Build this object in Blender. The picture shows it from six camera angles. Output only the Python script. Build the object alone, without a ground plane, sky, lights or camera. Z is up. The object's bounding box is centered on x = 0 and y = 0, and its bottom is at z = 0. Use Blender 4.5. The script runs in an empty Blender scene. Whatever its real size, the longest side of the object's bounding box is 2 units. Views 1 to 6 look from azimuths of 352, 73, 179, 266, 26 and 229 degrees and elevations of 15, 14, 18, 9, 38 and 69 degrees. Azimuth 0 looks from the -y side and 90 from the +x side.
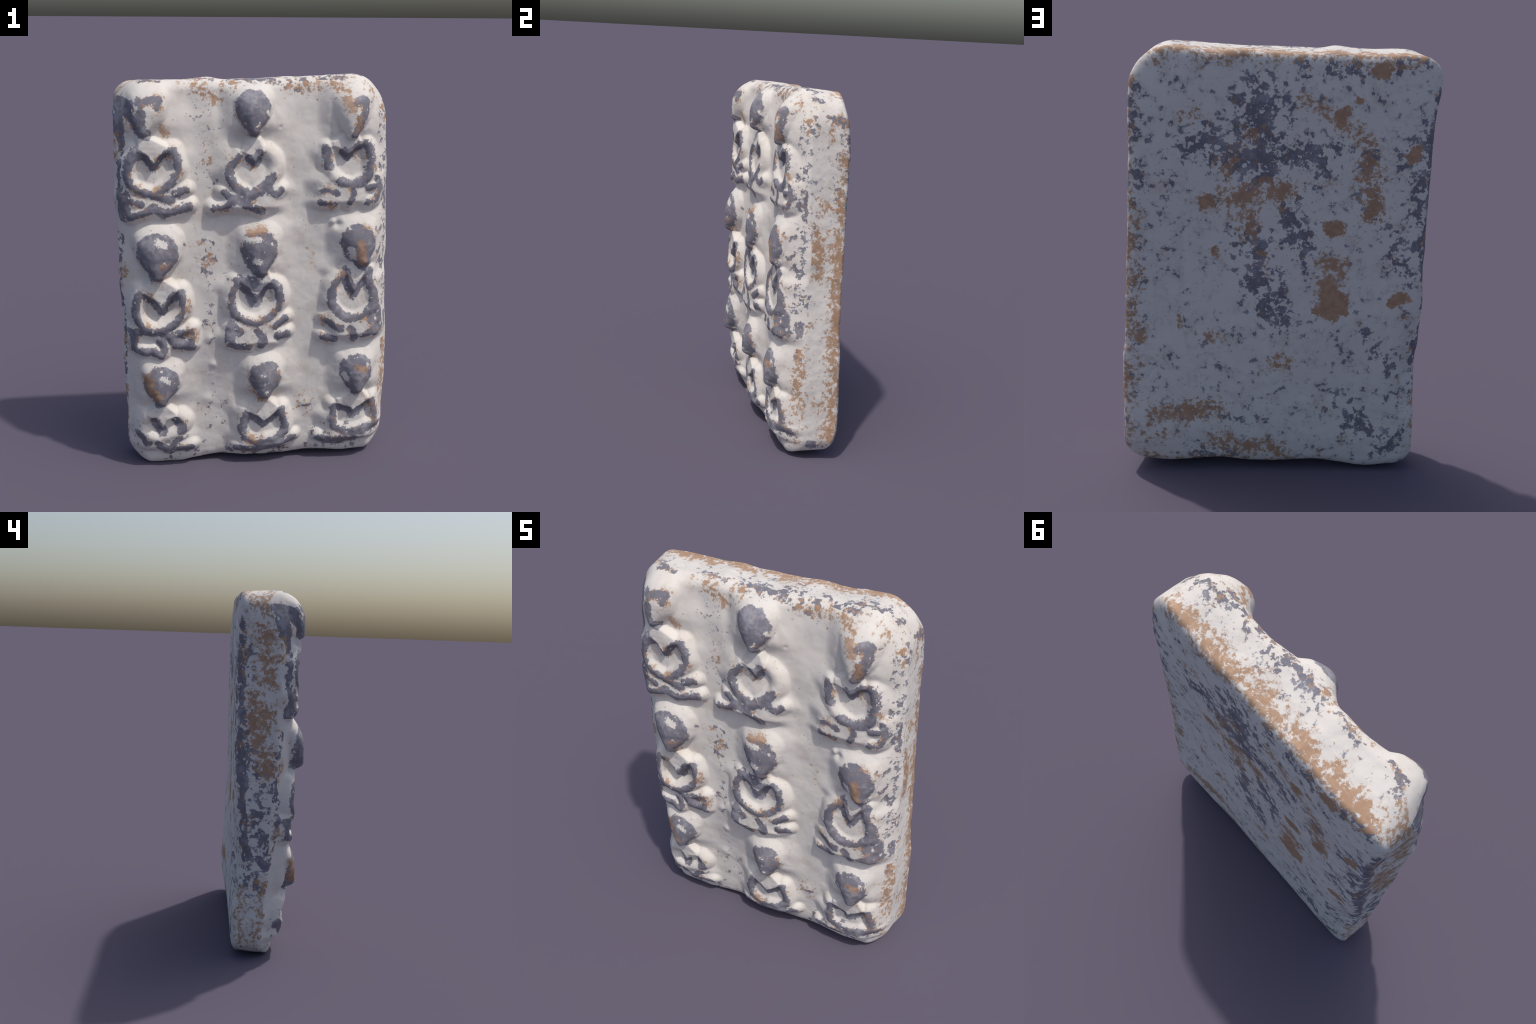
"""Moulded clay votive plaque: a thick, worn tablet that stands upright, with
three rows of three seated figures (head, folded arms, crossed legs) pressed
into its front.  Chalky white slip, worn through to grey clay on the raised
parts, with ochre earth stains.

The tablet is one closed surface (front relief, back, side band).  It is built
from rules - edge profiles, smooth swells, and strokes that stand for heads,
arms, chests and legs - and then separated by region into named parts."""
import bpy
import numpy as np

# ----------------------------------------------------------------------------
# 1. The nine figures.  All points are (x, z) on the front face, in metres.
#    head : spine of the teardrop head, from the middle of the brow to the chin
#    loop : the arms, from one shoulder down round the hands to the other
#    v    : lower edge of the chest, shoulder - breastbone - shoulder
#    legs : ridges of the crossed legs and feet
#    marks: further places where the slip is worn through to grey clay
# ----------------------------------------------------------------------------
FIGURES = [
    dict(  # TL
        head=[(-0.54, 1.846), (-0.561, 1.751)],
        loop=[(-0.598, 1.65), (-0.627, 1.609), (-0.641, 1.553), (-0.625, 1.496), (-0.579, 1.466), (-0.517, 1.452), (-0.466, 1.479), (-0.427, 1.517), (-0.398, 1.561), (-0.407, 1.612), (-0.425, 1.656)],
        v=[(-0.598, 1.65), (-0.55, 1.624), (-0.517, 1.573), (-0.488, 1.619), (-0.431, 1.656)],
        legs=[[(-0.416, 1.453), (-0.365, 1.471)], [(-0.661, 1.433), (-0.581, 1.405)], [(-0.656, 1.407), (-0.636, 1.342)], [(-0.636, 1.342), (-0.563, 1.363), (-0.518, 1.391), (-0.469, 1.357), (-0.411, 1.378), (-0.351, 1.39)], [(-0.517, 1.449), (-0.436, 1.421)]],
        marks=[[(-0.567, 1.88), (-0.487, 1.891)], [(-0.506, 1.891), (-0.488, 1.861)], [(-0.625, 1.871), (-0.62, 1.819), (-0.588, 1.764), (-0.546, 1.733)], [(-0.568, 1.831), (-0.57, 1.758)], [(-0.573, 1.463), (-0.517, 1.445), (-0.436, 1.421)], [(-0.648, 1.445), (-0.666, 1.375)], [(-0.663, 1.88), (-0.678, 1.734)]],
    ),
    dict(  # TC
        head=[(-0.047, 1.847), (-0.04, 1.751)],
        loop=[(-0.11, 1.638), (-0.151, 1.582), (-0.161, 1.543), (-0.145, 1.498), (-0.11, 1.468), (-0.052, 1.437), (-0.0, 1.469), (0.042, 1.507), (0.064, 1.558), (0.057, 1.61), (0.024, 1.642)],
        v=[(-0.11, 1.644), (-0.065, 1.618), (-0.036, 1.579), (-0.02, 1.611), (0.018, 1.642)],
        legs=[[(-0.187, 1.457), (-0.149, 1.427), (-0.084, 1.406), (0.001, 1.367)], [(-0.149, 1.407), (-0.181, 1.382), (-0.233, 1.373)], [(-0.078, 1.386), (-0.012, 1.364)], [(0.026, 1.462), (0.065, 1.438), (0.094, 1.46)]],
        marks=[[(-0.116, 1.619), (-0.155, 1.575)], [(-0.155, 1.543), (-0.145, 1.498), (-0.11, 1.468), (-0.052, 1.437), (-0.0, 1.469), (0.051, 1.526)], [(-0.059, 1.612), (-0.036, 1.583), (-0.014, 1.636)]],
    ),
    dict(  # TR
        head=[(0.431, 1.84), (0.432, 1.725)],
        loop=[(0.322, 1.657), (0.318, 1.592), (0.332, 1.54), (0.38, 1.496), (0.441, 1.475), (0.493, 1.494), (0.525, 1.529), (0.533, 1.595), (0.52, 1.653), (0.506, 1.676)],
        v=[(0.329, 1.66), (0.382, 1.643), (0.416, 1.613), (0.448, 1.642), (0.487, 1.67)],
        legs=[[(0.573, 1.509), (0.586, 1.455), (0.564, 1.399), (0.524, 1.39)], [(0.521, 1.463), (0.562, 1.469)], [(0.295, 1.449), (0.321, 1.458), (0.362, 1.441)], [(0.29, 1.393), (0.357, 1.384)], [(0.441, 1.465), (0.449, 1.439), (0.43, 1.386)]],
        marks=[[(0.446, 1.871), (0.498, 1.877), (0.481, 1.82)], [(0.481, 1.82), (0.445, 1.732)], [(0.395, 1.636), (0.416, 1.619), (0.47, 1.664)], [(0.316, 1.65), (0.322, 1.573)], [(0.38, 1.496), (0.441, 1.475), (0.493, 1.494), (0.525, 1.529), (0.533, 1.595), (0.52, 1.653), (0.506, 1.676)]],
    ),
    dict(  # ML
        head=[(-0.505, 1.167), (-0.508, 1.053)],
        loop=[(-0.594, 0.962), (-0.612, 0.908), (-0.617, 0.846), (-0.592, 0.797), (-0.534, 0.766), (-0.475, 0.774), (-0.422, 0.81), (-0.388, 0.864), (-0.387, 0.919), (-0.4, 0.961)],
        v=[(-0.594, 0.959), (-0.537, 0.925), (-0.49, 0.855), (-0.446, 0.928), (-0.4, 0.964)],
        legs=[[(-0.639, 0.761), (-0.573, 0.772)], [(-0.629, 0.75), (-0.632, 0.673), (-0.57, 0.659)], [(-0.496, 0.715), (-0.478, 0.672), (-0.498, 0.638), (-0.537, 0.661)], [(-0.45, 0.741), (-0.364, 0.758)], [(-0.344, 0.764), (-0.345, 0.679)], [(-0.431, 0.684), (-0.351, 0.676)], [(-0.482, 0.757), (-0.431, 0.698)]],
        marks=[[(-0.43, 0.74), (-0.378, 0.695)]],
    ),
    dict(  # MC
        head=[(-0.015, 1.178), (-0.007, 1.058)],
        loop=[(-0.123, 1.001), (-0.147, 0.95), (-0.153, 0.888), (-0.13, 0.838), (-0.083, 0.804), (-0.029, 0.791), (0.031, 0.813), (0.078, 0.857), (0.095, 0.905), (0.08, 0.969), (0.057, 0.994)],
        v=[(-0.117, 0.997), (-0.077, 0.968), (-0.026, 0.893), (0.013, 0.965), (0.06, 0.992)],
        legs=[[(-0.144, 0.783), (-0.107, 0.753)], [(-0.157, 0.762), (-0.157, 0.691), (-0.13, 0.675), (-0.063, 0.668)], [(-0.022, 0.756), (0.008, 0.719), (-0.001, 0.672)], [(0.066, 0.776), (0.12, 0.806)], [(0.087, 0.718), (0.128, 0.727)]],
        marks=[[(-0.123, 1.011), (-0.037, 1.015)], [(-0.057, 0.981), (0.003, 0.979)]],
    ),
    dict(  # MR
        head=[(0.477, 1.199), (0.502, 1.092)],
        loop=[(0.422, 1.039), (0.368, 0.985), (0.353, 0.93), (0.351, 0.88), (0.387, 0.829), (0.45, 0.798), (0.513, 0.809), (0.56, 0.857), (0.564, 0.921), (0.548, 0.978), (0.538, 1.042)],
        v=[(0.415, 1.039), (0.43, 0.976), (0.464, 0.915), (0.499, 0.977), (0.539, 1.035)],
        legs=[[(0.326, 0.796), (0.361, 0.766), (0.403, 0.75)], [(0.314, 0.703), (0.37, 0.686)], [(0.452, 0.747), (0.475, 0.688)], [(0.57, 0.935), (0.604, 0.805), (0.614, 0.732)], [(0.592, 0.762), (0.523, 0.708)]],
        marks=[[(0.421, 1.046), (0.445, 0.954)], [(0.548, 0.808), (0.587, 0.712)]],
    ),
    dict(  # BL
        head=[(-0.502, 0.491), (-0.504, 0.385)],
        loop=[(-0.594, 0.281), (-0.618, 0.245), (-0.61, 0.2), (-0.563, 0.167), (-0.503, 0.155), (-0.441, 0.181), (-0.399, 0.216), (-0.388, 0.252), (-0.405, 0.276)],
        v=[(-0.587, 0.284), (-0.54, 0.27), (-0.501, 0.208), (-0.473, 0.258), (-0.419, 0.277)],
        legs=[[(-0.523, 0.141), (-0.47, 0.092)], [(-0.47, 0.092), (-0.441, 0.143), (-0.414, 0.164)], [(-0.429, 0.104), (-0.353, 0.107)], [(-0.617, 0.193), (-0.577, 0.145)]],
        marks=[[(-0.54, 0.277), (-0.501, 0.208)], [(-0.432, 0.27), (-0.399, 0.245), (-0.399, 0.208)]],
    ),
    dict(  # BC
        head=[(0.02, 0.501), (0.018, 0.405)],
        loop=[(-0.075, 0.292), (-0.093, 0.21), (-0.082, 0.156), (-0.026, 0.125), (0.037, 0.133), (0.094, 0.144), (0.128, 0.18), (0.124, 0.241), (0.106, 0.303)],
        v=[(-0.075, 0.292), (-0.023, 0.266), (0.012, 0.226), (0.057, 0.26), (0.102, 0.303)],
        legs=[[(-0.117, 0.09), (-0.033, 0.084)], [(-0.033, 0.084), (0.073, 0.099), (0.172, 0.139)]],
        marks=[],
    ),
    dict(  # BR
        head=[(0.492, 0.519), (0.499, 0.406)],
        loop=[(0.381, 0.308), (0.38, 0.239), (0.385, 0.193), (0.45, 0.158), (0.537, 0.168), (0.608, 0.194), (0.609, 0.255), (0.588, 0.333)],
        v=[(0.388, 0.311), (0.46, 0.288), (0.483, 0.256), (0.518, 0.288), (0.581, 0.333)],
        legs=[[(0.465, 0.149), (0.558, 0.182), (0.631, 0.177)], [(0.315, 0.129), (0.373, 0.109), (0.502, 0.116)]],
        marks=[],
    ),
]

# per figure: brow radius, chin radius, head crest height (distance in front of y = 0),
# arm wear (0..1), leg wear, head wear   (wear: how completely the slip has gone)
TRAITS = [
    dict(r=(0.082, 0.034), swell=1.05, crest=0.166, arms=1.0, legs=1.0, face=0.0),
    dict(r=(0.082, 0.034), swell=1.25, crest=0.182, arms=0.0, legs=0.8, face=1.0),
    dict(r=(0.082, 0.034), swell=1.15, crest=0.178, arms=0.0, legs=0.8, face=0.0),
    dict(r=(0.097, 0.038), swell=0.3, crest=0.190, arms=1.0, legs=1.0, face=1.0),
    dict(r=(0.090, 0.038), swell=1.18, crest=0.186, arms=1.0, legs=1.0, face=1.0),
    dict(r=(0.087, 0.046), swell=1.5, crest=0.190, arms=1.0, legs=1.0, face=1.0),
    dict(r=(0.088, 0.036), swell=0.95, crest=0.168, arms=0.0, legs=1.0, face=1.0),
    dict(r=(0.082, 0.042), swell=1.18, crest=0.184, arms=1.0, legs=1.0, face=1.0),
    dict(r=(0.082, 0.038), swell=1.3, crest=0.188, arms=1.0, legs=1.0, face=1.0),
]
# the chin circle sits on the tip of the chin; the brow circle under the crown
for _fig, _trait in zip(FIGURES, TRAITS):
    (_ax, _az), (_bx, _bz) = _fig["head"]
    _fig["head"] = [(_ax, _az), (_bx, min(_bz + _trait["r"][1] - 0.034, _az - 0.01))]
# strokes (a, b, radius) of ochre earth and of slip that has stayed on, per figure
STAINS = [
    dict(ochre=[((-.47, 1.765), (-.455, 1.735), .016)], kept=[((-.505, 1.78), (-.47, 1.745), .028)]),
    dict(ochre=[], kept=[((-.025, 1.775), (-.02, 1.785), .010), ((.025, 1.83), (.03, 1.82), .009)]),
    dict(ochre=[((.405, 1.885), (.425, 1.845), .022), ((.46, 1.80), (.455, 1.74), .012)], kept=[((.405, 1.85), (.40, 1.76), .030)]),
    dict(ochre=[((-.485, 1.112), (-.47, 1.112), .014)], kept=[((-.50, 1.225), (-.47, 1.215), .016), ((-.475, 1.13), (-.470, 1.13), .010)]),
    dict(ochre=[((-.055, 1.262), (.005, 1.272), .020)], kept=[((-.09, 1.225), (-.01, 1.228), .014), ((-.04, 1.125), (-.02, 1.115), .017), ((-.075, 1.15), (-.075, 1.13), .008)]),
    dict(ochre=[((.485, 1.20), (.495, 1.10), .018)], kept=[((.435, 1.165), (.455, 1.125), .018), ((.53, 1.08), (.54, 1.10), .008)]),
    dict(ochre=[((-.575, .520), (-.555, .500), .024), ((-.555, .46), (-.525, .43), .024)], kept=[((-.50, .53), (-.46, .50), .012)]),
    dict(ochre=[], kept=[((.0, .52), (.004, .52), .007), ((.008, .478), (.01, .478), .005), ((.034, .48), (.036, .48), .005), ((.022, .44), (.024, .435), .006)]),
    dict(ochre=[((.49, .545), (.53, .53), .012)], kept=[((.545, .545), (.55, .55), .008), ((.43, .50), (.44, .47), .012)]),
]
COLUMN_X = (-0.500, -0.030, 0.475)

HALF_W, HEIGHT = 0.68, 2.0
# corner radii of the outline: (left bottom, right bottom, left top, right top)
FRONT_CORNERS = (0.125, 0.115, 0.145, 0.190)
BACK_CORNERS = (0.095, 0.095, 0.085, 0.170)


def curve(knots):
    """Smooth curve through (position, value) knots."""
    k = np.array(sorted(knots), float)
    grid = np.linspace(k[0, 0], k[-1, 0], 400)
    val = np.interp(grid, k[:, 0], k[:, 1])
    width = 9
    pad = np.pad(val, width, mode="edge")
    val = np.convolve(pad, np.hanning(2 * width + 1) / np.hanning(2 * width + 1).sum(), "valid")
    return lambda t: np.interp(t, grid, val)


left_front = curve([(0, -.672), (.3, -.678), (.6, -.684), (.95, -.690), (1.2, -.697), (1.45, -.703), (1.6, -.700), (1.88, -.698), (2, -.692)])
left_back = curve([(0, -.672), (.2, -.670), (.45, -.662), (.55, -.660), (.65, -.672), (.93, -.668), (1.25, -.664), (1.55, -.670), (1.72, -.675), (1.85, -.690), (2, -.690)])
right_front = curve([(0, .672), (.25, .678), (.45, .678), (.65, .674), (.94, .660), (1.3, .652), (1.55, .638), (1.75, .628), (2, .616)])
right_back = curve([(0, .700), (.2, .702), (.43, .702), (.64, .688), (.92, .668), (1.2, .656), (1.45, .644), (1.7, .636), (2, .622)])
bottom_z = curve([(-.70, .012), (-.62, .008), (-.5, .000), (-.40, .000), (-.33, .014), (-.20, .032), (-.1, .022), (0, .016), (.1, .018), (.24, .032), (.32, .030), (.45, .020), (.6, .022), (.7, .030)])
top_z = curve([(-.70, 1.972), (-.5, 1.977), (-.33, 1.979), (-.25, 1.988), (-.17, 1.976), (.03, 1.984), (.17, 1.988), (.3, 1.990), (.44, 1.999), (.6, 2.000), (.7, 2.0)])
field_level = curve([(0, .070), (.1, .086), (.25, .098), (.45, .104), (.7, .106), (1.0, .106), (1.3, .106), (1.6, .104), (1.8, .092), (1.92, .078), (2, .070)])
valley_depth = curve([(0, .006), (.4, .010), (.7, .002), (1.0, .002), (1.4, .006), (1.8, .006), (2, .010)])


# ----------------------------------------------------------------------------
# 2. Small numeric helpers
# ----------------------------------------------------------------------------
def hashed(ix, iy, iz, seed):
    h = (ix * 374761393 + iy * 668265263 + iz * 2147483647 + seed * 974711) & 0xFFFFFFFF
    h = ((h ^ (h >> 13)) * 1274126177) & 0xFFFFFFFF
    return ((h ^ (h >> 16)) & 0xFFFF) / 32767.5 - 1.0


def value_noise(p, scale, seed):
    q = p * scale
    i = np.floor(q).astype(np.int64)
    f = q - i
    f = f * f * f * (f * (6 * f - 15) + 10)
    out = 0.0
    for dx in (0, 1):
        for dy in (0, 1):
            for dz in (0, 1):
                w = (f[:, 0] if dx else 1 - f[:, 0]) * (f[:, 1] if dy else 1 - f[:, 1]) * (f[:, 2] if dz else 1 - f[:, 2])
                out = out + w * hashed(i[:, 0] + dx, i[:, 1] + dy, i[:, 2] + dz, seed)
    return out


def fractal(p, scale, seed, octaves=4, gain=0.5):
    total, amp = 0.0, 1.0
    for o in range(octaves):
        total = total + amp * value_noise(p, scale * 2.03 ** o, seed + 17 * o)
        amp *= gain
    return total


def smoothstep(a, b, t):
    t = np.clip((t - a) / (b - a), 0, 1)
    return t * t * (3 - 2 * t)


def smooth_max(a, b, k):
    h = np.clip(0.5 + 0.5 * (a - b) / k, 0, 1)
    return b + (a - b) * h + k * h * (1 - h)


def to_stroke(x, z, a, b):
    """Distance to the segment a-b and the position along it."""
    ax, az = a
    bx, bz = b[0] - ax, b[1] - az
    h = np.clip(((x - ax) * bx + (z - az) * bz) / max(bx * bx + bz * bz, 1e-9), 0, 1)
    return np.hypot(x - ax - bx * h, z - az - bz * h), h


def to_line(x, z, points):
    d = None
    for a, b in zip(points[:-1], points[1:]):
        e, _ = to_stroke(x, z, a, b)
        d = e if d is None else np.minimum(d, e)
    return d


def to_polygon(x, z, points):
    """Signed distance to a closed polygon, negative inside."""
    d = to_line(x, z, list(points) + [points[0]])
    inside = np.zeros(x.shape, bool)
    for (ax, az), (bx, bz) in zip(points, list(points[1:]) + [points[0]]):
        if az != bz:
            cross = (az > z) != (bz > z)
            inside ^= cross & (x < (bx - ax) * (z - az) / (bz - az) + ax)
    return np.where(inside, -d, d)


def spline(points, per=5):
    """Catmull-Rom curve through the points, so that arms bend softly."""
    p = np.array([points[0]] + list(points) + [points[-1]], float)
    out = []
    for i in range(1, len(p) - 2):
        for t in np.linspace(0, 1, per, endpoint=False):
            a, b, c, d = p[i - 1], p[i], p[i + 1], p[i + 2]
            out.append(tuple(0.5 * (2 * b + (c - a) * t + (2 * a - 5 * b + 4 * c - d) * t * t + (3 * b - a - 3 * c + d) * t ** 3)))
    out.append(tuple(p[-2]))
    return out


# ----------------------------------------------------------------------------
# 3. The relief: how far the front stands before y = 0 at (x, z)
# ----------------------------------------------------------------------------
def head_rho(x, z, fig, trait):
    d, h = to_stroke(x, z, fig["head"][0], fig["head"][1])
    r = trait["r"][0] + (trait["r"][1] - trait["r"][0]) * h * h
    return d / r


def figure_relief(level, x, z, fig, trait, field):
    loop = spline(fig["loop"])
    lx, lz = np.mean([p[0] for p in loop]), np.mean([p[1] for p in loop])
    low = min([p[1] for s in fig["legs"] for p in s] + [lz - 0.1])
    head_top = fig["head"][0][1] + trait["r"][0]
    chin = fig["head"][1]

    # two swollen lumps carry the figure, one under the head and one under the
    # body: steep on the left and below, running out softly to the right and above
    cx = 0.5 * (fig["v"][0][0] + fig["v"][-1][0])
    shoulder = 0.5 * (fig["v"][0][1] + fig["v"][-1][1])
    wave = 0.016 * np.sin(z * 21 + cx * 7) + 0.010 * np.sin(z * 47 + cx * 31)
    side = smoothstep(-0.200, -0.090, x - cx + wave) * smoothstep(0.20, 0.06, x - cx + wave)
    lump = smoothstep(low - .040, low + .020, z + .25 * wave) * smoothstep(shoulder + .10, shoulder - .07, z)
    more = trait["swell"]
    base = level + 0.040 * more * side * lump * (1 - .25 * smoothstep(low, shoulder, z))
    hx = fig["head"][0][0]
    side = smoothstep(-0.165, -0.070, x - hx) * smoothstep(0.22, 0.04, x - hx)
    lump = smoothstep(chin[1] - .07, chin[1] + .03, z) * smoothstep(head_top + .10, head_top - .05, z)
    base = base + 0.031 * more * side * lump

    # belly hollow inside the arms, deepest under the breastbone
    ring = to_polygon(x, z, loop)
    base = base - 0.018 * smoothstep(0.004, -0.045, ring)
    crest = field + 0.040

    # chest: wedge that ends in a point on the belly
    v = fig["v"]
    up = 0.5 * (v[0][1] + v[-1][1]) + 0.035
    chest = to_polygon(x, z, list(v) + [(v[-1][0] - .005, up - .01), (chin[0] + .03, up + .04), (chin[0] - .03, up + .04), (v[0][0] + .005, up - .01)])
    base = smooth_max(base, crest + 0.009 - 0.055 * smoothstep(-0.014, 0.020, chest) - 0.3 * np.clip(chest - .020, 0, None), 0.010)

    # arms and legs: rounded ridges
    d = to_line(x, z, loop)
    base = smooth_max(base, crest + 0.006 - 0.020 * (d / 0.036) ** 2, 0.012)
    for leg in fig["legs"]:
        d = to_line(x, z, spline(leg, 3))
        base = smooth_max(base, crest - 0.001 - 0.018 * (d / 0.032) ** 2, 0.014)

    # head: teardrop, fullest towards the chin
    rho = head_rho(x, z, fig, trait)
    _, h = to_stroke(x, z, fig["head"][0], chin)
    tall = trait["crest"] - field
    # full and steep at the chin, running out over the crown and to the right
    reach = 1.14 + 0.30 * smoothstep(-0.2, 1.0, (z - fig["head"][0][1]) / trait["r"][0]) + 0.16 * smoothstep(-0.2, 1.0, (x - fig["head"][0][0]) / trait["r"][0])
    rho = rho / reach
    tilt = 1.0 - 0.18 * np.clip((z - fig["head"][0][1]) / trait["r"][0], -1, 1)
    bulge = np.where(rho < 1.0, np.clip(1 - np.clip(rho, 0, 1) ** 2.3, 0, None) ** 0.85, -(rho - 1.0) * 0.8)
    base = smooth_max(base, field + 0.010 + (tall - 0.010) * bulge * np.where(bulge > 0, np.clip(tilt, .8, 1.04), 1), 0.012)
    return base


def front_level(x, z):
    p = np.stack([x, np.zeros_like(x), z], 1)
    field = field_level(z)
    # shallow troughs between the three columns of figures
    field = field - valley_depth(z)
    field = field - 0.027 * smoothstep(.70, .28, z) * smoothstep(.02, -.22, x)
    for c in COLUMN_X:
        field = field + 0.006 * np.exp(-((x - c - 0.02 - 0.012 * np.sin(5 * z + c * 9)) / 0.13) ** 2)
    # fall away to both long sides
    xl, xr = left_front(z), right_front(z)
    field = field - (0.042 + .022 * smoothstep(1.15, .7, z)) * smoothstep(0.11, 0.0, x - xl) ** 1.2 - (0.032 + .026 * smoothstep(1.5, 1.2, z)) * smoothstep(0.11, 0.0, xr - x) ** 1.2
    field = field + 0.005 * fractal(p, 5.5, 3, 2)
    # the right column swells up to the top edge; both top corners fall back
    field = field + 0.016 * np.exp(-((x - .40) / .09) ** 2) * smoothstep(1.70, 1.92, z) - 0.018 * smoothstep(.13, .0, np.hypot(x - .62, .7 * (z - 1.95))) - 0.022 * smoothstep(.20, .0, np.hypot(x + .66, z - 1.93))
    field = field - 0.008 * np.exp(-((x + .50) / .22) ** 2 - ((z - 1.0) / .25) ** 2)
    level = field
    for fig, trait in zip(FIGURES, TRAITS):
        xs = [q[0] for q in fig["loop"]] + [q[0] for s in fig["legs"] for q in s]
        zs = [q[1] for q in fig["head"]] + [q[1] for s in fig["legs"] for q in s]
        near = (x > min(xs) - .2) & (x < max(xs) + .2) & (z > min(zs) - .25) & (z < max(zs) + .32)
        level = level.copy()
        level[near] = figure_relief(level[near], x[near], z[near], fig, trait, field[near])
    # worn, pitted skin: broad dents, then fine lumps on the raised clay
    raised = smoothstep(0.012, 0.035, level - field)
    level = level + 0.0014 * fractal(p, 14, 11, 3) + 0.0010 * raised * fractal(p, 40, 29, 2)
    # single pits and pellets
    for (cx, cz, r, h) in ((.375, 1.278, .020, -.014), (.355, 1.290, .017, .012), (.092, 1.757, .009, -.004), (-.238, .555, .020, .008), (-.255, .700, .024, .007), (-.27, .355, .030, .008), (.232, .312, .026, .006)):
        d = np.hypot(x - cx, z - cz)
        level = level + h * np.exp(-(d / r) ** 2)
    return level


def back_level(x, z):
    p = np.stack([x, np.ones_like(x), z], 1)
    y = 0.180 + 0.010 * np.exp(-((x + .30) / .42) ** 2)

    def swell(cx, cz, rx, rz, h):
        return h * np.exp(-((x - cx) / rx) ** 2 - ((z - cz) / rz) ** 2)

    y = y + swell(.60, .25, .22, .30, .014) + swell(-.50, 1.75, .25, .25, .010) + swell(.33, 1.0, .30, .42, -.020) + swell(-.30, .35, .30, .30, -.014) + swell(-.25, 1.35, .25, .2, -.006) + swell(.64, 1.98, .16, .18, -.028) + swell(.70, .0, .14, .10, -.030)
    y = y - 0.014 * smoothstep(0.20, 0.0, z) - 0.010 * smoothstep(.25, 0, HEIGHT - z)
    # a long spall along the left edge low down, and softer edges
    y = y - 0.056 * np.exp(-((z - .53) / .20) ** 2) * smoothstep(.14, .0, x - left_back(z))
    y = y + 0.0035 * fractal(p, 4.0, 51, 2) + 0.0014 * fractal(p, 15, 61, 3)
    y = y - 0.006 * np.exp(-((x - .41) / .018) ** 2) * smoothstep(.75, .95, z) * smoothstep(1.35, 1.15, z)
    return y


# ----------------------------------------------------------------------------
# 4. One closed surface: front sheet, back sheet and a side band between them
# ----------------------------------------------------------------------------
def line_positions(half, edge, n_edge, step):
    """Grid lines that crowd together where the edge is rounded over."""
    t = np.linspace(0, np.pi / 2, n_edge, endpoint=False)
    rim = edge * (1 - np.cos(t))
    inner = np.linspace(edge, 2 * half - edge, int((2 * half - 2 * edge) / step) + 1)
    return np.concatenate([rim, inner, (2 * half - rim)[::-1]]) - half


EDGE = 0.05
sx = line_positions(HALF_W, EDGE, 14, 0.0042)
sz = line_positions(HEIGHT / 2, EDGE, 14, 0.0042)
nx, nz = len(sx), len(sz)
U, V = np.meshgrid(sx, sz, indexing="ij")
U, V = U.ravel(), V.ravel()


def round_corners(radii):
    """Square corner -> round corner, each with its own radius."""
    x0, z0 = U.copy(), V.copy()
    inset = np.minimum(HALF_W - np.abs(U), HEIGHT / 2 - np.abs(V))
    for (sgx, sgz), r in zip(((-1, -1), (1, -1), (-1, 1), (1, 1)), radii):
        dx, dz = U * sgx - (HALF_W - r), V * sgz - (HEIGHT / 2 - r)
        c = (dx > 0) & (dz > 0)
        m = np.maximum(dx[c], dz[c])
        n = np.hypot(dx[c], dz[c])
        x0[c] = sgx * (HALF_W - r + dx[c] * m / n)
        z0[c] = sgz * (HEIGHT / 2 - r + dz[c] * m / n)
        inset[c] = r - m
    return x0, z0 + HEIGHT / 2, inset


def place(x0, z0, left, right, drop, foot):
    fx = (x0 + HALF_W) / (2 * HALF_W)
    x = left(z0) * (1 - fx) + right(z0) * fx
    fz = z0 / HEIGHT
    return x, (bottom_z(x) + foot) * (1 - fz) + (top_z(x) - drop) * fz


def rounded(e, r):
    e = np.clip(e, 0, r)
    return r - np.sqrt(np.clip(r * r - (r - e) ** 2, 0, None))


X0, Z0, inset = round_corners(FRONT_CORNERS)
X1, Z1, inset_back = round_corners(BACK_CORNERS)
xf, zf = place(X0, Z0, left_front, right_front, 0.0, -0.014)
xb, zb = place(X1, Z1, left_back, right_back, 0.013, 0.007)
end = smoothstep(.5, .0, zf)
front_fall = rounded(inset, EDGE) * (0.62 - 0.12 * end + .45 * smoothstep(1.75, 1.95, zf))
yf = -front_level(xf, zf) + front_fall
yb = back_level(xb, zb) - rounded(inset_back, EDGE) * 0.55
front = np.stack([xf, yf, zf], 1)
back = np.stack([xb, yb, zb], 1)

ids = np.arange(nx * nz).reshape(nx, nz)
ring = np.concatenate([ids[:-1, 0], ids[-1, :-1], ids[:0:-1, -1], ids[0, :0:-1]])
ROWS = 44
verts = [front, back]
band = []
for k in range(1, ROWS):
    t = k / ROWS
    mid = front[ring] * (1 - t) + back[ring] * t
    band.append(mid)
verts = np.concatenate(verts + band)

nf = nx * nz
a, b, c, d = ids[:-1, :-1].ravel(), ids[1:, :-1].ravel(), ids[1:, 1:].ravel(), ids[:-1, 1:].ravel()
front_quads = np.stack([a, b, c, d], 1)
back_quads = np.stack([d, c, b, a], 1) + nf
rings = [ring] + [2 * nf + k * len(ring) + np.arange(len(ring)) for k in range(ROWS - 1)] + [ring + nf]
side_quads = []
for r0, r1 in zip(rings[:-1], rings[1:]):
    side_quads.append(np.stack([np.roll(r0, -1), r0, r1, np.roll(r1, -1)], 1))
quads = np.concatenate([front_quads, back_quads] + side_quads)

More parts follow.
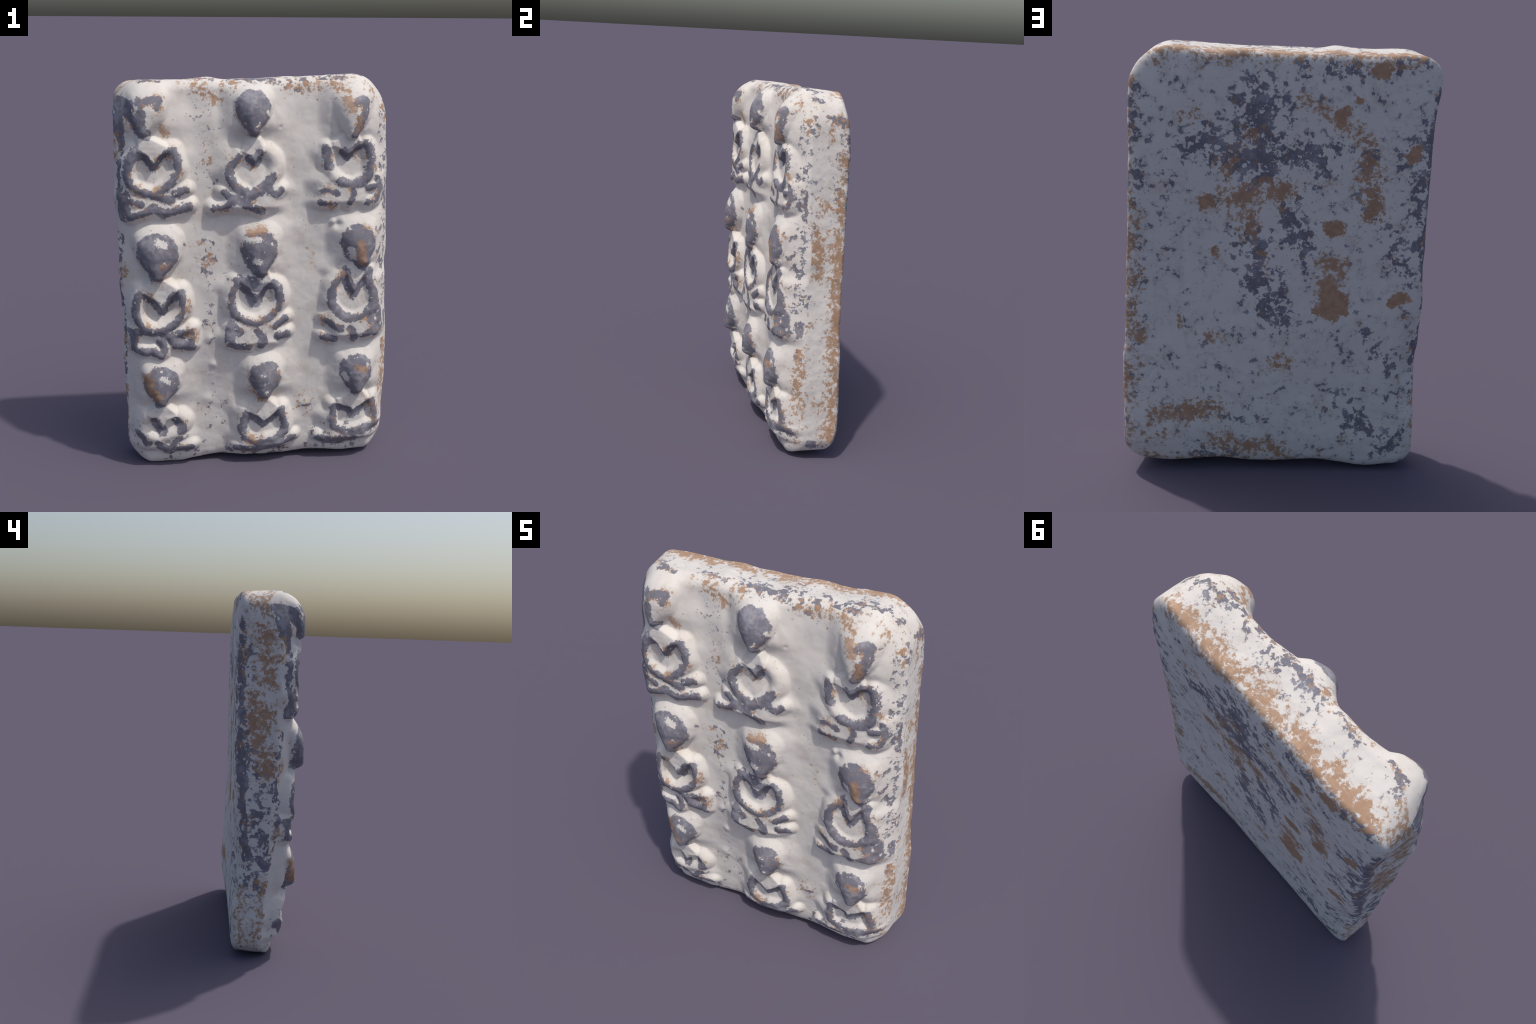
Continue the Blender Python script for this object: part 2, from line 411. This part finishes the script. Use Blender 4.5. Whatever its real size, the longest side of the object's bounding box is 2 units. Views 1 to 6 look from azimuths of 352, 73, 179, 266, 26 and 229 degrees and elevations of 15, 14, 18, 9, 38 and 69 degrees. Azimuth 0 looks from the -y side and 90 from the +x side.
# uneven sides: hand-pressed swells and chips, strongest on the band and rims
side_dir = np.zeros_like(verts)
xl = 0.5 * (left_front(verts[:, 2]) + left_back(verts[:, 2]))
xr = 0.5 * (right_front(verts[:, 2]) + right_back(verts[:, 2]))
to_edge = np.minimum(np.minimum(verts[:, 0] - xl, xr - verts[:, 0]), np.minimum(verts[:, 2], 1.98 - verts[:, 2]))
w = smoothstep(0.08, 0.0, to_edge)
out = np.stack([smoothstep(.10, 0, xr - verts[:, 0]) - smoothstep(.10, 0, verts[:, 0] - xl), 0 * w, smoothstep(.10, 0, 1.98 - verts[:, 2]) - smoothstep(.10, 0, verts[:, 2])], 1)
swell = 0.004 * fractal(verts, 7, 81, 3) + 0.0008 * fractal(verts, 34, 91, 2)
verts = verts + out * (w * swell)[:, None]

# stand it on the ground, centred
verts[:, 2] = (verts[:, 2] - verts[:, 2].min()) * (2.0 / np.ptp(verts[:, 2]))
verts[:, :2] -= 0.5 * (verts[:, :2].max(0) + verts[:, :2].min(0))

# ----------------------------------------------------------------------------
# 5. Separate the skin into named parts by region
# ----------------------------------------------------------------------------
SLAB = 0
label = np.zeros(len(quads), int)
mid = verts[quads[: len(front_quads)]].mean(1)
mx, mz = mid[:, 0], mid[:, 2]
fl = label[: len(front_quads)]
PARTS = ("torso", "head", "arm", "arm", "leg", "leg")
for k, (fig, trait) in enumerate(zip(FIGURES, TRAITS)):
    base = 1 + 6 * k
    loop = spline(fig["loop"])
    cx = np.mean([p[0] for p in loop])
    legs = np.min([to_line(mx, mz, spline(s, 3)) for s in fig["legs"]], 0) < 0.026
    fl[legs & (mx < cx)] = base + 4
    fl[legs & (mx >= cx)] = base + 5
    inside = (to_polygon(mx, mz, loop) < 0) | (to_polygon(mx, mz, list(fig["v"]) + [fig["head"][1]]) < 0.004)
    fl[inside] = base
    arms = to_line(mx, mz, loop) < 0.022
    chest = to_polygon(mx, mz, list(fig["v"]) + [fig["head"][1]]) < 0.004
    fl[arms & ~chest & (mx < cx)] = base + 2
    fl[arms & ~chest & (mx >= cx)] = base + 3
    fl[head_rho(mx, mz, fig, trait) < 1.06] = base + 1

whole = bpy.data.meshes.new("whole")
whole.from_pydata(verts.tolist(), [], quads.tolist())
whole.update()
normals = np.empty(len(verts) * 3, np.float32)
whole.vertex_normals.foreach_get("vector", normals)
normals = normals.reshape(-1, 3)
bpy.data.meshes.remove(whole)


def region_object(name, mask, material, parent):
    faces = quads[mask]
    used, inverse = np.unique(faces, return_inverse=True)
    mesh = bpy.data.meshes.new(name)
    mesh.from_pydata(verts[used].tolist(), [], inverse.reshape(-1, 4).tolist())
    mesh.polygons.foreach_set("use_smooth", np.ones(len(faces), bool))
    mesh.update()
    mesh.normals_split_custom_set_from_vertices(normals[used].tolist())
    mesh.materials.append(material)
    obj = bpy.data.objects.new(name, mesh)
    bpy.context.scene.collection.objects.link(obj)
    obj.parent = parent
    return obj


# ----------------------------------------------------------------------------
# 6. Material: chalk-white slip over grey clay, stained with ochre earth.
#    Where the slip is gone is computed from strokes (capsules) whose edge is
#    broken up by noise; everything reads Object coordinates, and all parts
#    share one origin, so that the pattern runs on across part borders.
# ----------------------------------------------------------------------------
WHITE, WHITE_WARM = (.705, .668, .622, 1), (.665, .605, .540, 1)
GREY, GREY_PALE, GREY_BROWN = (.182, .180, .216, 1), (.370, .368, .405, 1), (.290, .225, .208, 1)
OCHRE, OCHRE_DEEP = (.470, .290, .175, 1), (.365, .212, .122, 1)


def stroke_group():
    g = bpy.data.node_groups.new("stroke_distance", "ShaderNodeTree")
    for n, t in (("Point", "NodeSocketVector"), ("Start", "NodeSocketVector"), ("Along", "NodeSocketVector"), ("Unit", "NodeSocketVector"), ("Radius", "NodeSocketFloat"), ("Growth", "NodeSocketFloat"), ("Before", "NodeSocketFloat")):
        g.interface.new_socket(name=n, in_out="INPUT", socket_type=t)
    g.interface.new_socket(name="Distance", in_out="OUTPUT", socket_type="NodeSocketFloat")
    gi, go = g.nodes.new("NodeGroupInput"), g.nodes.new("NodeGroupOutput")

    def vec(op, a, b=None, scale=None):
        n = g.nodes.new("ShaderNodeVectorMath")
        n.operation = op
        g.links.new(a, n.inputs[0])
        if b is not None:
            g.links.new(b, n.inputs[1])
        if scale is not None:
            g.links.new(scale, n.inputs["Scale"])
        return n.outputs["Value"] if op in ("DOT_PRODUCT", "LENGTH") else n.outputs[0]

    def num(op, a, b, clamp=False):
        n = g.nodes.new("ShaderNodeMath")
        n.operation = op
        n.use_clamp = clamp
        for s, v in zip(n.inputs, (a, b)):
            if isinstance(v, float):
                s.default_value = v
            else:
                g.links.new(v, s)
        return n.outputs[0]

    # a negligible share of the previous distance keeps evaluation one stroke at a time
    wait = g.nodes.new("ShaderNodeVectorMath")
    wait.operation = "MULTIPLY_ADD"
    g.links.new(gi.outputs["Before"], wait.inputs[0])
    wait.inputs[1].default_value = (1e-7, 1e-7, 1e-7)
    g.links.new(gi.outputs["Point"], wait.inputs[2])
    rel = vec("SUBTRACT", wait.outputs[0], gi.outputs["Start"])
    h = num("MULTIPLY", vec("DOT_PRODUCT", rel, gi.outputs["Unit"]), 1.0, True)
    d = vec("LENGTH", vec("SUBTRACT", rel, vec("SCALE", gi.outputs["Along"], scale=h)))
    r = num("ADD", gi.outputs["Radius"], num("MULTIPLY", gi.outputs["Growth"], num("MULTIPLY", h, h)))
    d = num("SUBTRACT", d, r)
    g.links.new(num("MINIMUM", d, gi.outputs["Before"]), go.inputs["Distance"])
    return g


STROKE = stroke_group()


class Tree:
    """Shorthand for wiring shader nodes in evaluation order."""

    def __init__(self, name):
        self.mat = bpy.data.materials.new(name)
        self.mat.use_nodes = True
        self.t = self.mat.node_tree
        self.t.nodes.clear()

    def put(self, socket, v):
        if v is None:
            return
        if isinstance(v, bpy.types.NodeSocket):
            self.t.links.new(v, socket)
        else:
            socket.default_value = v

    def math(self, op, a, b=None, c=None, clamp=False):
        n = self.t.nodes.new("ShaderNodeMath")
        n.operation, n.use_clamp = op, clamp
        for s, v in zip(n.inputs, (a, b, c)):
            self.put(s, v)
        return n.outputs[0]

    def vec(self, op, a, b=None, c=None):
        n = self.t.nodes.new("ShaderNodeVectorMath")
        n.operation = op
        for s, v in zip(n.inputs, (a, b, c)):
            self.put(s, v)
        return n.outputs[0]

    def noise(self, p, scale, detail=5.0, rough=0.6, colour=False, w=0.0):
        n = self.t.nodes.new("ShaderNodeTexNoise")
        n.noise_dimensions = "4D"
        n.inputs["W"].default_value = w
        self.put(n.inputs["Vector"], p)
        for k, v in (("Scale", scale), ("Detail", detail), ("Roughness", rough)):
            n.inputs[k].default_value = v
        return n.outputs["Color" if colour else "Fac"]

    def step(self, v, a, b):
        """0 at a, 1 at b, soft between."""
        n = self.t.nodes.new("ShaderNodeMapRange")
        n.interpolation_type = "SMOOTHSTEP"
        self.put(n.inputs["Value"], v)
        flip = a > b
        lo, hi = (b, a) if flip else (a, b)
        n.inputs["From Min"].default_value, n.inputs["From Max"].default_value = lo, hi
        n.inputs["To Min"].default_value, n.inputs["To Max"].default_value = (1, 0) if flip else (0, 1)
        return n.outputs[0]

    def mix(self, f, a, b):
        n = self.t.nodes.new("ShaderNodeMix")
        n.data_type = "RGBA"
        self.put(n.inputs["Factor"], f)
        self.put(n.inputs["A"] if False else n.inputs[6], a)
        self.put(n.inputs[7], b)
        return n.outputs[2]

    def strokes(self, p, items):
        """Signed distance to the nearest of many capsules (a, b, ra, rb)."""
        d = 9.0
        for a, b, ra, rb in items:
            a, b = np.array(a, float), np.array(b, float)
            along = b - a
            n = self.t.nodes.new("ShaderNodeGroup")
            n.node_tree = STROKE
            self.t.links.new(p, n.inputs["Point"])
            n.inputs["Start"].default_value = a
            n.inputs["Along"].default_value = along
            n.inputs["Unit"].default_value = along / max(along @ along, 1e-9)
            n.inputs["Radius"].default_value = ra
            n.inputs["Growth"].default_value = rb - ra
            self.put(n.inputs["Before"], d)
            d = n.outputs[0]
        return d


def clay_material(name, worn=(), worn_flat=(), flecks=(), ochre=(), ochre_flecks=(), ochre_flat=(), kept_flat=()):
    """worn / flecks: slip gone, solid or in flakes.  ochre: earth stain.
    worn_flat strokes are given as (x, z) and reach through the relief."""
    t = Tree(name)
    p = t.t.nodes.new("ShaderNodeTexCoord").outputs["Object"]
    # fine warp that frays every edge
    fray = t.noise(p, 34.0, 6.0, 0.68, colour=True)
    fray = t.vec("MULTIPLY_ADD", t.vec("SUBTRACT", fray, (.5, .5, .5)), (.034, .034, .034), p)
    broad = t.noise(p, 11.0, 3.0, 0.55, w=2.0)
    fleck = t.noise(p, 30.0, 7.0, 0.66, w=5.0)
    grain = t.noise(p, 85.0, 5.0, 0.7, w=9.0)
    stain = t.noise(p, 42.0, 8.0, 0.72, w=13.0)
    soft = t.math("MULTIPLY", t.math("SUBTRACT", broad, .5), .055)
    # slower warp that pulls stains out of round
    drift = t.noise(p, 13.0, 3.0, 0.6, colour=True, w=21.0)
    drift = t.vec("MULTIPLY_ADD", t.vec("SUBTRACT", drift, (.5, .5, .5)), (.15, .15, .15), fray)

    # the plain back and sides carry sparse flakes everywhere
    sep = t.t.nodes.new("ShaderNodeSeparateXYZ")
    t.t.links.new(p, sep.inputs[0])
    plain = t.step(sep.outputs[1], -.02, .16)
    d = None
    if worn_flat:
        flat = t.vec("MULTIPLY", fray, (1, 0, 1))
        d = t.strokes(flat, [((a[0], 0, a[1]), (b[0], 0, b[1]), ra, rb) for a, b, ra, rb in worn_flat])
    if worn:
        e = t.strokes(drift, worn)
        d = e if d is None else t.math("MINIMUM", d, e)
    # small islands of slip left inside the worn places
    isle = t.math("MULTIPLY", t.math("SUBTRACT", grain, .5), .030)
    if d is not None:
        flake = t.step(t.noise(p, 27.0, 5.0, 0.6, w=31.0), .62, .68)
        solid = t.math("ADD", t.math("ADD", d, soft), t.math("MULTIPLY_ADD", flake, .085, isle))
        if kept_flat:
            keep = t.strokes(flat, [((a[0], 0, a[1]), (b[0], 0, b[1]), .85 * r, .85 * r) for a, b, r in kept_flat])
            keep = t.math("ADD", t.math("MULTIPLY_ADD", isle, 2.4, keep), t.math("MULTIPLY", soft, .6))
            solid = t.math("MAXIMUM", solid, t.math("MULTIPLY", keep, -1.0))
        gone = t.step(solid, .0030, -.0022)
    else:
        d, gone = 1.0, 0.0
    if flecks:
        e = t.strokes(p, flecks)
        e = t.math("MINIMUM", e, t.math("MULTIPLY_ADD", plain, -.9, .955))
        f = t.math("SUBTRACT", t.math("ADD", fleck, t.math("MULTIPLY", t.math("SUBTRACT", broad, .5), .35)), t.math("MULTIPLY_ADD", e, 1.1, .535))
        gone = t.math("MAXIMUM", gone, t.step(f, -.015, .030))
    # stray specks all over the slip
    v = t.t.nodes.new("ShaderNodeTexVoronoi")
    v.inputs["Scale"].default_value = 62.0
    t.put(v.inputs["Vector"], fray)
    pick = t.t.nodes.new("ShaderNodeSeparateColor")
    t.t.links.new(v.outputs["Color"], pick.inputs[0])
    size = t.math("MULTIPLY", t.math("SUBTRACT", pick.outputs[0], .52), .55)
    speck = t.step(t.math("SUBTRACT", size, v.outputs["Distance"]), .0, .05)

    # colours
    chalk = t.mix(t.step(broad, .45, .75), WHITE, WHITE_WARM)
    chalk = t.mix(t.math("MULTIPLY", t.step(stain, .60, .75), .35), chalk, (.46, .36, .29, 1))
    # thin places in the slip where the grey shines through, most on the plain back
    thin = t.math("ADD", fleck, t.math("MULTIPLY", t.math("SUBTRACT", broad, .5), .8))
    thin = t.math("MULTIPLY", t.step(thin, .44, .66), t.math("MULTIPLY_ADD", plain, .16, .06))
    chalk = t.mix(thin, chalk, (.25, .262, .315, 1))
    chalk = t.mix(t.math("MULTIPLY", speck, .50), chalk, (.26, .22, .20, 1))
    haze = t.math("ADD", fleck, t.math("MULTIPLY", t.math("SUBTRACT", broad, .5), -.9))
    clay = t.mix(t.math("MULTIPLY", t.step(haze, .46, .74), .75), GREY, GREY_PALE)
    clay = t.mix(t.math("MULTIPLY", t.step(stain, .50, .64), .65), clay, GREY_BROWN)
    colour = t.mix(gone, chalk, clay)

    # ochre stains: fringe round worn places, and patches of their own
    if d != 1.0:
        rim = t.math("ABSOLUTE", t.math("ADD", d, .002))
        o = t.math("ADD", t.math("SUBTRACT", stain, .5), t.math("MULTIPLY", t.math("SUBTRACT", broad, .5), .9))
        o = t.math("SUBTRACT", o, t.math("MULTIPLY_ADD", rim, 4.0, .045))
        amount = t.math("MULTIPLY", t.step(o, .0, .12), .85)
    else:
        amount = 0.0
    if ochre:
        e = t.strokes(drift, ochre)
        e = t.math("ADD", t.math("MULTIPLY_ADD", soft, 1.4, e), t.math("MULTIPLY", isle, 2.2))
        amount = t.math("MAXIMUM", amount, t.math("MULTIPLY", t.step(e, .008, -.006), .92))
    if ochre_flat:
        e = t.strokes(flat, [((a[0], 0, a[1]), (b[0], 0, b[1]), r, r) for a, b, r in ochre_flat])
        e = t.math("ADD", t.math("MULTIPLY_ADD", soft, 1.0, e), t.math("MULTIPLY", isle, 3.4))
        amount = t.math("MAXIMUM", amount, t.math("MULTIPLY", t.step(e, .009, -.007), .80))
    if ochre_flecks:
        e = t.strokes(p, ochre_flecks)
        e = t.math("MINIMUM", e, t.math("MULTIPLY_ADD", plain, -.9, .960))
        f = t.math("SUBTRACT", t.math("ADD", stain, t.math("MULTIPLY", t.math("SUBTRACT", broad, .5), .30)), t.math("MULTIPLY_ADD", e, 2.0, .495))
        amount = t.math("MAXIMUM", amount, t.math("MULTIPLY", t.step(f, -.02, .08), .9))
    earth = t.mix(t.step(fleck, .42, .62), OCHRE_DEEP, OCHRE)
    colour = t.mix(amount, colour, earth)

    bump = t.t.nodes.new("ShaderNodeBump")
    bump.inputs["Strength"].default_value = .12
    bump.inputs["Distance"].default_value = .004
    hgt = grain
    t.t.links.new(hgt, bump.inputs["Height"])
    s = t.t.nodes.new("ShaderNodeBsdfPrincipled")
    t.t.links.new(colour, s.inputs["Base Color"])
    s.inputs["Roughness"].default_value = .82
    s.inputs["Specular IOR Level"].default_value = .22
    t.t.links.new(bump.outputs[0], s.inputs["Normal"])
    o = t.t.nodes.new("ShaderNodeOutputMaterial")
    t.t.links.new(s.outputs[0], o.inputs[0])
    return t.mat


def pairs(points, r):
    return [(a, b, r, r) for a, b in zip(points[:-1], points[1:])]


def figure_wear(fig, trait):
    items = []
    if trait["face"]:
        items.append((fig["head"][0], fig["head"][1], trait["r"][0] * 1.02, trait["r"][1] * 1.02))
    if trait["arms"]:
        items += pairs(fig["loop"], .0205)
        items += pairs(fig["v"], .0205)
    if trait["legs"]:
        for s in fig["legs"]:
            items += pairs(s, .0205 * trait["legs"])
    for s in fig["marks"]:
        items += pairs(s, .023)
    return items


# --- wear and stains of the slab itself (x, y, z) ------------------------------
def run(points, r):
    return [(a, b, r, r) for a, b in zip(points[:-1], points[1:])]


def spots(rows):
    return [((x, y, z), (x + .01, y, z), r, r) for x, y, z, r in rows]


SLAB_WORN = (
    # front and top rim
    run([(-.57, -.03, 1.97), (-.50, -.05, 1.965)], .018) + run([(-.36, -.03, 1.975), (-.31, -.04, 1.97)], .014)
    + run([(-.12, -.03, 1.975), (.02, -.05, 1.975)], .022) + run([(.42, -.03, 2.0), (.52, .00, 1.99)], .010)
    # dark runs down the left edge of the front
    + run([(-.675, -.06, 1.92), (-.680, -.08, 1.66)], .030) + run([(-.685, -.07, 1.58), (-.680, -.10, 1.33)], .030)
    # left side
    + run([(-.68, .165, 1.80), (-.68, .165, 1.30)], .020) + run([(-.68, .16, 1.25), (-.67, .135, .80), (-.66, .12, .55)], .028)
    + run([(-.69, -.045, 1.25), (-.68, -.045, .62)], .014) + run([(-.665, .11, .55), (-.675, -.03, .53)], .022)
    # right side, low and high
    + run([(.66, .06, 1.90), (.63, .13, 1.84)], .030) + run([(.69, .10, .09), (.69, .04, .10)], .024)
    # chipped crease between front and right side
    + [s for lo, hi in ((1.88, 1.80), (1.70, 1.60), (1.52, 1.40), (1.36, 1.26), (1.12, 1.04), (1.00, .88), (.80, .72), (.66, .60)) for s in run([(.690 - .034 * hi, -.066, hi), (.690 - .034 * lo, -.072, lo)], .017)]
    # troughs
    + run([(-.262, -.1, 1.19), (-.225, -.1, 1.195), (-.215, -.1, 1.18)], .010) + run([(-.266, -.1, 1.18), (-.262, -.1, 1.12)], .008)
    + spots([(-.37, -.12, 1.183, .010), (-.29, -.1, 1.055, .013), (-.235, -.1, .35, .011), (.228, -.1, .315, .014)])
)
SLAB_FLECKS = (
    # back, a broad worn field in the upper middle
    run([(.06, .19, 1.75), (.10, .19, 1.52)], .13) + run([(.32, .19, 1.58), (-.20, .19, 1.53)], .085)
    + run([(-.08, .19, 1.33), (-.10, .19, 1.15)], .08) + run([(.10, .19, 1.15), (.02, .19, .82)], .09)
    + run([(-.40, .19, 1.55), (-.42, .19, 1.28)], .04) + run([(-.63, .17, 1.60), (-.64, .17, 1.15)], .06)
    + run([(-.5, .19, 1.25), (-.6, .18, 1.0)], .035) + run([(.62, .16, 1.75), (.62, .16, 1.35)], .035)
    + run([(.62, .16, 1.1), (.66, .16, .4)], .010) + run([(-.30, .19, .35), (-.55, .18, .15)], .06)
    + run([(-.42, .19, .70), (-.55, .18, .55)], .03) + run([(.30, .19, .33), (.15, .18, .26)], .02)
    + run([(.40, .18, .10), (.20, .17, .09)], .035) + run([(-.10, .18, 1.93), (-.60, .17, 1.93)], .035)
    + run([(.46, .19, 1.70), (.50, .19, 1.0)], .0)
    # left side, right-hand crease, top
    + run([(-.68, .07, 1.15), (-.67, .02, .58)], .05) + run([(-.67, .10, .48), (-.67, .05, .36)], .035)
    + run([(.625, -.070, 1.85), (.642, -.070, 1.30), (.652, -.07, .75)], .022)
    + run([(-.58, -.02, 1.97), (-.30, -.05, 1.97)], .018) + run([(-.14, -.03, 1.98), (.36, -.04, 1.985)], .040) + run([(.36, 0, 2.0), (.55, 0, 1.99)], .022)
    # troughs of the front
    + run([(-.27, -.1, 1.15), (-.25, -.1, .95), (-.27, -.1, .74)], -.012) + run([(-.24, -.1, .42), (-.23, -.09, .22)], -.012)
    + run([(-.28, -.1, 1.86), (-.27, -.1, 1.76)], -.015) + run([(-.27, -.1, 1.56), (-.26, -.1, 1.50)], -.01)
    # foot of the tablet
    + run([(.46, -.09, .14), (.62, -.07, .16)], .045) + run([(.33, -.09, .11), (.50, -.09, .09)], .040) + run([(-.48, -.06, .10), (-.36, -.06, .09)], .045) + run([(-.60, -.05, .18), (-.55, -.06, .12)], .02)
    + run([(-.12, -.07, .07), (.12, -.07, .07)], .030)
)
SLAB_OCHRE = (
    spots([(-.284, .19, 1.709, .035), (-.348, .19, 1.77, .020), (-.595, .18, 1.554, .034), (-.444, .18, 1.896, .036), (-.36, .19, 1.66, .012),
           (.40, .19, .825, .034), (.40, .19, .785, .028), (-.569, .18, .891, .036), (.305, .19, 1.32, .040), (.27, .19, 1.29, .030), (-.265, .19, 1.22, .040), (.28, .19, 1.09, .026)])
    + run([(-.24, .19, .92), (-.27, .19, .84)], .055) + run([(-.20, .19, .83), (-.32, .19, .88)], .025)
)
SLAB_OCHRE_FLECKS = (
    run([(.20, .19, 1.36), (-.02, .19, 1.38)], .055) + run([(.14, .19, 1.30), (.10, .19, 1.20)], .045) + spots([(.365, .19, 1.71, .03), (.62, .18, .70, .035), (-.03, .19, .56, .035), (.29, .19, .69, .030)])
    + run([(-.40, .19, 1.50), (-.42, .19, 1.30)], .05) + run([(-.25, .19, 1.05), (-.25, .19, .9)], .055) + run([(.05, .19, 1.08), (.05, .19, 1.03)], .02)
    + run([(.52, .18, .30), (.28, .19, .33)], .045) + run([(.60, .17, .22), (.5, .18, .20)], .02) + run([(.25, .18, .15), (-.02, .18, .11)], .045) + run([(.6, .15, .06), (-.2, .14, .04)], .02)
    + run([(.10, .19, 1.62), (.22, .19, 1.50)], .03) + run([(-.1, .19, 1.78), (-.4, .19, 1.6)], .02)
    # top: stained along the back rim
    + run([(.52, .13, 1.985), (-.10, .14, 1.98), (-.60, .14, 1.97)], .052) + run([(-.66, .13, 1.94), (-.66, -.01, 1.95)], .035)
    + run([(.15, -.07, 1.95), (.40, -.09, 1.94)], .012) + run([(-.30, -.07, 1.95), (-.24, -.08, 1.90)], .030) + run([(-.18, -.07, 1.95), (-.14, -.07, 1.95)], .018)
    + run([(.38, -.10, 1.93), (.42, -.13, 1.86)], .030) + run([(.50, -.10, 1.95), (.60, -.05, 1.85)], .012)
    # right side
    + run([(.63, .13, 1.70), (.65, .14, 1.25)], .022) + run([(.65, .13, 1.25), (.67, .14, .80), (.695, .14, .18)], .050)
    + run([(.655, .0, 1.25), (.66, .04, 1.08)], .045) + run([(.66, -.06, .85), (.67, -.05, .15)], .030) + spots([(.645, .04, 1.42, .03), (.62, .06, 1.80, .03)])
    # left side
    + run([(-.69, .09, 1.91), (-.69, .00, 1.88)], .055) + run([(-.695, .06, 1.78), (-.695, .02, 1.52)], .045) + run([(-.695, .10, 1.40), (-.69, .03, 1.33)], .055)
    + run([(-.69, .09, 1.30), (-.69, .02, 1.05)], .055) + run([(-.665, .14, .35), (-.66, .14, .08)], .022) + run([(-.675, .01, .40), (-.67, .03, .08)], .022)
    + run([(-.69, -.05, 1.70), (-.69, -.05, 1.62)], .02)
    + spots([(.232, -.1, .318, .022), (-.30, -.1, 1.20, -.005), (-.27, -.1, 1.10, .005), (.26, -.1, 1.12, -.01), (-.27, -.1, 1.63, .0)])
)

# ----------------------------------------------------------------------------
# 7. Assemble
# ----------------------------------------------------------------------------
tablet = bpy.data.objects.new("votive_tablet", None)
bpy.context.scene.collection.objects.link(tablet)
tablet["label"] = "worn white clay tablet with nine seated relief figures"
tablet["category"] = "clay tablet"

near_front = dict(flecks=[s for s in SLAB_FLECKS if s[0][1] < -.02], ochre_flecks=[s for s in SLAB_OCHRE_FLECKS if s[0][1] < -.02])
edge_worn = [s for s in SLAB_WORN if s[0][1] < -.02]


def close(s, centre, reach):
    c = 0.5 * (np.array(s[0]) + np.array(s[1]))
    return np.hypot(c[0] - centre[0], c[-1] - centre[1]) < reach


slab_material = clay_material("chalky_clay_slab", worn=SLAB_WORN, flecks=SLAB_FLECKS, ochre=SLAB_OCHRE, ochre_flecks=SLAB_OCHRE_FLECKS)
slab = region_object("slab", label == SLAB, slab_material, tablet)
slab_index = np.zeros(int((label == SLAB).sum()), np.int32)
slab_mid = verts[quads[label == SLAB]].mean(1)
slab_front = np.nonzero(label == SLAB)[0] < len(front_quads)
for k, (fig, trait) in enumerate(zip(FIGURES, TRAITS)):
    centre = (np.mean([q[0] for q in fig["loop"]]), .5 * (fig["head"][0][1] + np.mean([q[1] for q in fig["loop"]])))
    local = {n: [s for s in v if close(s, centre, .42)] for n, v in near_front.items()}
    material = clay_material("chalky_clay_figure", worn_flat=figure_wear(fig, trait), worn=[s for s in edge_worn if close(s, centre, .42)], ochre_flat=STAINS[k]["ochre"], kept_flat=STAINS[k]["kept"], **local)
    # the field round a figure wears with it: same material on those slab faces
    px = [q[0] for q in fig["loop"]] + [q[0] for s in fig["legs"] + fig["marks"] for q in s]
    pz = [q[1] for q in fig["loop"]] + [q[1] for s in fig["legs"] for q in s]
    cell = slab_front & (slab_mid[:, 0] > min(px) - .05) & (slab_mid[:, 0] < max(px) + .05)
    cell &= (slab_mid[:, 2] > min(pz) - .045) & (slab_mid[:, 2] < fig["head"][0][1] + trait["r"][0] + .05)
    slab.data.materials.append(material)
    slab_index[cell] = k + 1
    figure = region_object("torso", label == 1 + 6 * k, material, tablet)
    figure.name = "seated_figure"
    for i in range(1, 6):
        region_object(PARTS[i], label == 1 + 6 * k + i, material, figure)
slab.data.polygons.foreach_set("material_index", slab_index)
slab.data.update()
